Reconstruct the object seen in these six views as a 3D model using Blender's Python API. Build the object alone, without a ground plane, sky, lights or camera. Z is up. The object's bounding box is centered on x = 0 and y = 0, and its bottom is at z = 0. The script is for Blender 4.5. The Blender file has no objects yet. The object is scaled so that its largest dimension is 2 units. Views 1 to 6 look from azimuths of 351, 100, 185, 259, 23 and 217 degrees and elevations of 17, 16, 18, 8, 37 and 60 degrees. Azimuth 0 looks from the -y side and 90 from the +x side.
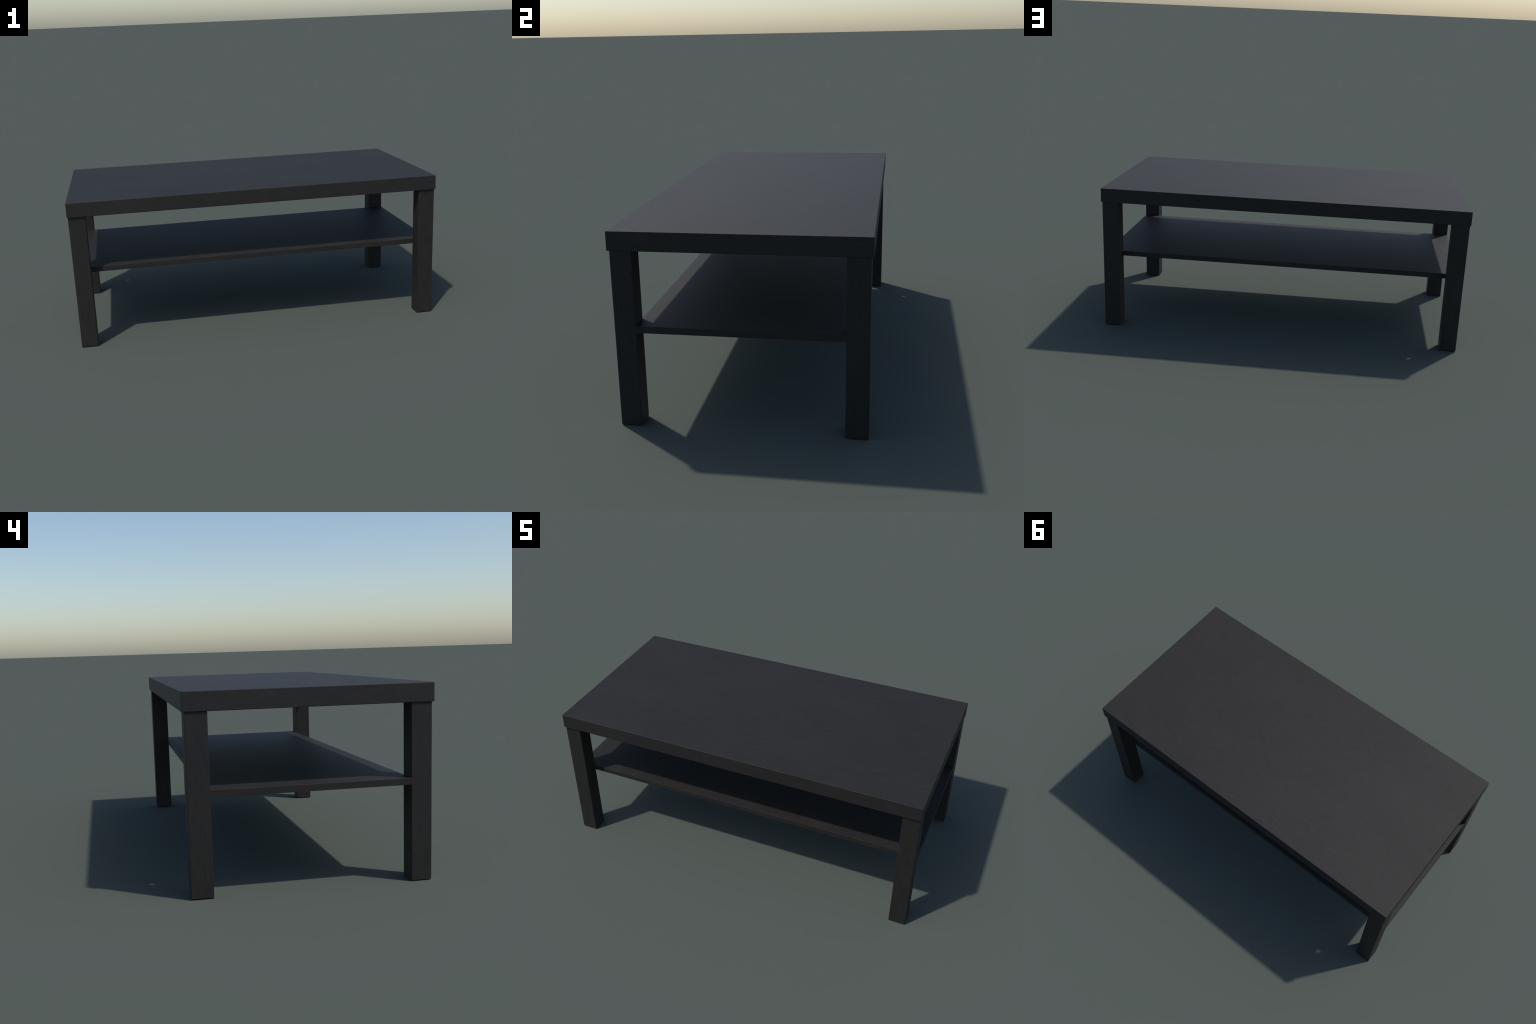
"""Low rectangular coffee table: thick dark-brown wood-foil top, four square legs, thin lower shelf."""
import bpy
import bmesh
from mathutils import Vector

# ---------------------------------------------------------------- dimensions (metres)
HALF_X, HALF_Y, HEIGHT = 1.0, 0.5, 0.80
TOP_THICKNESS = 0.0768
LEG_X, LEG_Y = 0.0880, (0.0850, 0.0891)  # leg cross-section (front pair, back pair)
INSET_X, INSET_Y = 0.0046, 0.0087      # how far the legs stand back from the edge of the top
SHELF_TOP, SHELF_THICKNESS = 0.4227, 0.0280
SHELF_SETBACK = 0.0010                 # shelf end behind the outer face of the legs
SHELF_HALF_Y = 0.4090                  # the shelf is let into the legs by a few millimetres
TOP_UNDERSIDE = HEIGHT - TOP_THICKNESS


# ---------------------------------------------------------------- materials
def foil_material(name, grain_axis):
    """Dark stained-wood foil, satin, with fine streaks running along grain_axis (0, 1 or 2)."""
    mat = bpy.data.materials.new(name)
    mat.use_nodes = True
    nt = mat.node_tree
    bsdf = nt.nodes["Principled BSDF"]
    link = nt.links.new

    def node(kind, **props):
        n = nt.nodes.new(kind)
        for k, v in props.items():
            setattr(n, k, v)
        return n

    coord = node("ShaderNodeTexCoord")
    info = node("ShaderNodeObjectInfo")
    shift = node("ShaderNodeVectorMath", operation="ADD")   # every part gets its own piece of grain
    link(coord.outputs["Object"], shift.inputs[0])
    link(info.outputs["Location"], shift.inputs[1])

    def streaks(across, along, detail, rough, warp=0.0):
        m = node("ShaderNodeMapping")
        s = [across] * 3
        s[grain_axis] = along
        m.inputs["Scale"].default_value = s
        link(shift.outputs[0], m.inputs["Vector"])
        n = node("ShaderNodeTexNoise")
        n.inputs["Scale"].default_value = 1.0
        n.inputs["Detail"].default_value = detail
        n.inputs["Roughness"].default_value = rough
        n.inputs["Distortion"].default_value = warp
        link(m.outputs[0], n.inputs["Vector"])
        return n.outputs["Fac"]

    fine = streaks(220.0, 15.0, 2.5, 0.55)
    broad = streaks(70.0, 9.0, 3.0, 0.55, 0.3)
    pores = streaks(170.0, 17.0, 1.0, 0.5)
    cloud = streaks(4.0, 2.2, 2.0, 0.5)

    def mul_add(a, k, c):
        n = node("ShaderNodeMath", operation="MULTIPLY_ADD")
        link(a, n.inputs[0])
        n.inputs[1].default_value = k
        if isinstance(c, (int, float)):
            n.inputs[2].default_value = c
        else:
            link(c, n.inputs[2])
        return n.outputs[0]

    tone = mul_add(fine, 0.55, mul_add(broad, 0.25, mul_add(cloud, 0.20, 0.0)))
    ramp = node("ShaderNodeValToRGB")
    e = ramp.color_ramp.elements
    e[0].position, e[0].color = 0.36, (*DARK, 1)
    e[1].position, e[1].color = 0.64, (*LIGHT, 1)
    link(tone, ramp.inputs["Fac"])

    pore_ramp = node("ShaderNodeValToRGB")                   # short dark pores
    p = pore_ramp.color_ramp.elements
    p[0].position, p[0].color = 0.28, (0.62, 0.62, 0.62, 1)
    p[1].position, p[1].color = 0.40, (1, 1, 1, 1)
    link(pores, pore_ramp.inputs["Fac"])
    mix = node("ShaderNodeMix", data_type="RGBA", blend_type="MULTIPLY")
    mix.inputs["Factor"].default_value = 1.0
    link(ramp.outputs["Color"], mix.inputs["A"])
    link(pore_ramp.outputs["Color"], mix.inputs["B"])
    link(mix.outputs["Result"], bsdf.inputs["Base Color"])

    link(mul_add(broad, 0.08, mul_add(fine, 0.06, ROUGHNESS - 0.07)), bsdf.inputs["Roughness"])
    bsdf.inputs["Specular IOR Level"].default_value = SPECULAR
    bump = node("ShaderNodeBump")
    bump.inputs["Strength"].default_value = BUMP
    bump.inputs["Distance"].default_value = 0.0006
    link(mul_add(fine, 0.7, mul_add(pores, 0.6, 0.0)), bump.inputs["Height"])
    link(bump.outputs["Normal"], bsdf.inputs["Normal"])
    return mat


DARK = (0.0090, 0.0077, 0.0066)
LIGHT = (0.0198, 0.0171, 0.0148)
ROUGHNESS, SPECULAR, BUMP = 0.66, 0.41, 0.30

GRAIN = [foil_material("dark_wood_foil_lengthwise", 0),
         foil_material("dark_wood_foil_crosswise", 1),
         foil_material("dark_wood_foil_upright", 2)]


# ---------------------------------------------------------------- geometry
def board(name, size, grain_of_face, edge_radius, segments=3):
    """A box of the given size (origin at the centre of its underside) with rounded edges.
    grain_of_face gives the grain axis for faces looking along x, y and z."""
    bm = bmesh.new()
    bmesh.ops.create_cube(bm, size=1.0)
    for v in bm.verts:
        v.co = Vector((v.co.x * size[0], v.co.y * size[1], (v.co.z + 0.5) * size[2]))
    bmesh.ops.bevel(bm, geom=bm.edges[:], offset=edge_radius, segments=segments,
                    profile=0.5, affect="EDGES", clamp_overlap=True)
    bm.normal_update()
    for f in bm.faces:
        n = [abs(c) for c in f.normal]
        f.material_index = grain_of_face[n.index(max(n))]
        f.smooth = True
    me = bpy.data.meshes.new(name)
    bm.to_mesh(me)
    bm.free()
    for m in GRAIN:
        me.materials.append(m)
    # keep the large faces flat, round only the edges
    me.update()
    big = {}
    for poly in me.polygons:
        for vi in poly.vertices:
            if poly.area > big.get(vi, (0.0, None))[0]:
                big[vi] = (poly.area, poly.normal.copy())
    me.normals_split_custom_set_from_vertices([big[i][1] if big[i][0] > 4e-3 else me.vertices[i].normal
                                               for i in range(len(me.vertices))])
    return me


def place(name, mesh, location, parent):
    obj = bpy.data.objects.new(name, mesh)
    obj.location = location
    obj.parent = parent
    bpy.context.scene.collection.objects.link(obj)
    return obj


table = bpy.data.objects.new("coffee_table", None)
bpy.context.scene.collection.objects.link(table)
table["label"] = "low rectangular black-brown wooden coffee table with lower shelf"
table["category"] = "coffee table"

# top: lengthwise grain, the end faces grained along their own length
top_mesh = board("tabletop", (2 * HALF_X, 2 * HALF_Y, TOP_THICKNESS), (1, 0, 0), 0.0022)
place("tabletop", top_mesh, (0, 0, TOP_UNDERSIDE), table)

# shelf: between the legs in depth, as long as they stand apart; its grain runs crosswise
shelf_half_x = HALF_X - INSET_X - SHELF_SETBACK
shelf_mesh = board("shelf", (2 * shelf_half_x, 2 * SHELF_HALF_Y, SHELF_THICKNESS), (1, 0, 1), 0.0010)
place("shelf", shelf_mesh, (0, 0, SHELF_TOP - SHELF_THICKNESS), table)

# legs: upright grain, one mesh for the front pair and one for the back pair
for side, depth in ((-1, LEG_Y[0]), (1, LEG_Y[1])):
    leg_mesh = board("leg", (LEG_X, depth, TOP_UNDERSIDE), (2, 2, 0), 0.0025)
    for end in (-1, 1):
        place("leg", leg_mesh, (end * (HALF_X - INSET_X - LEG_X / 2),
                                side * (HALF_Y - INSET_Y - depth / 2), 0), table)
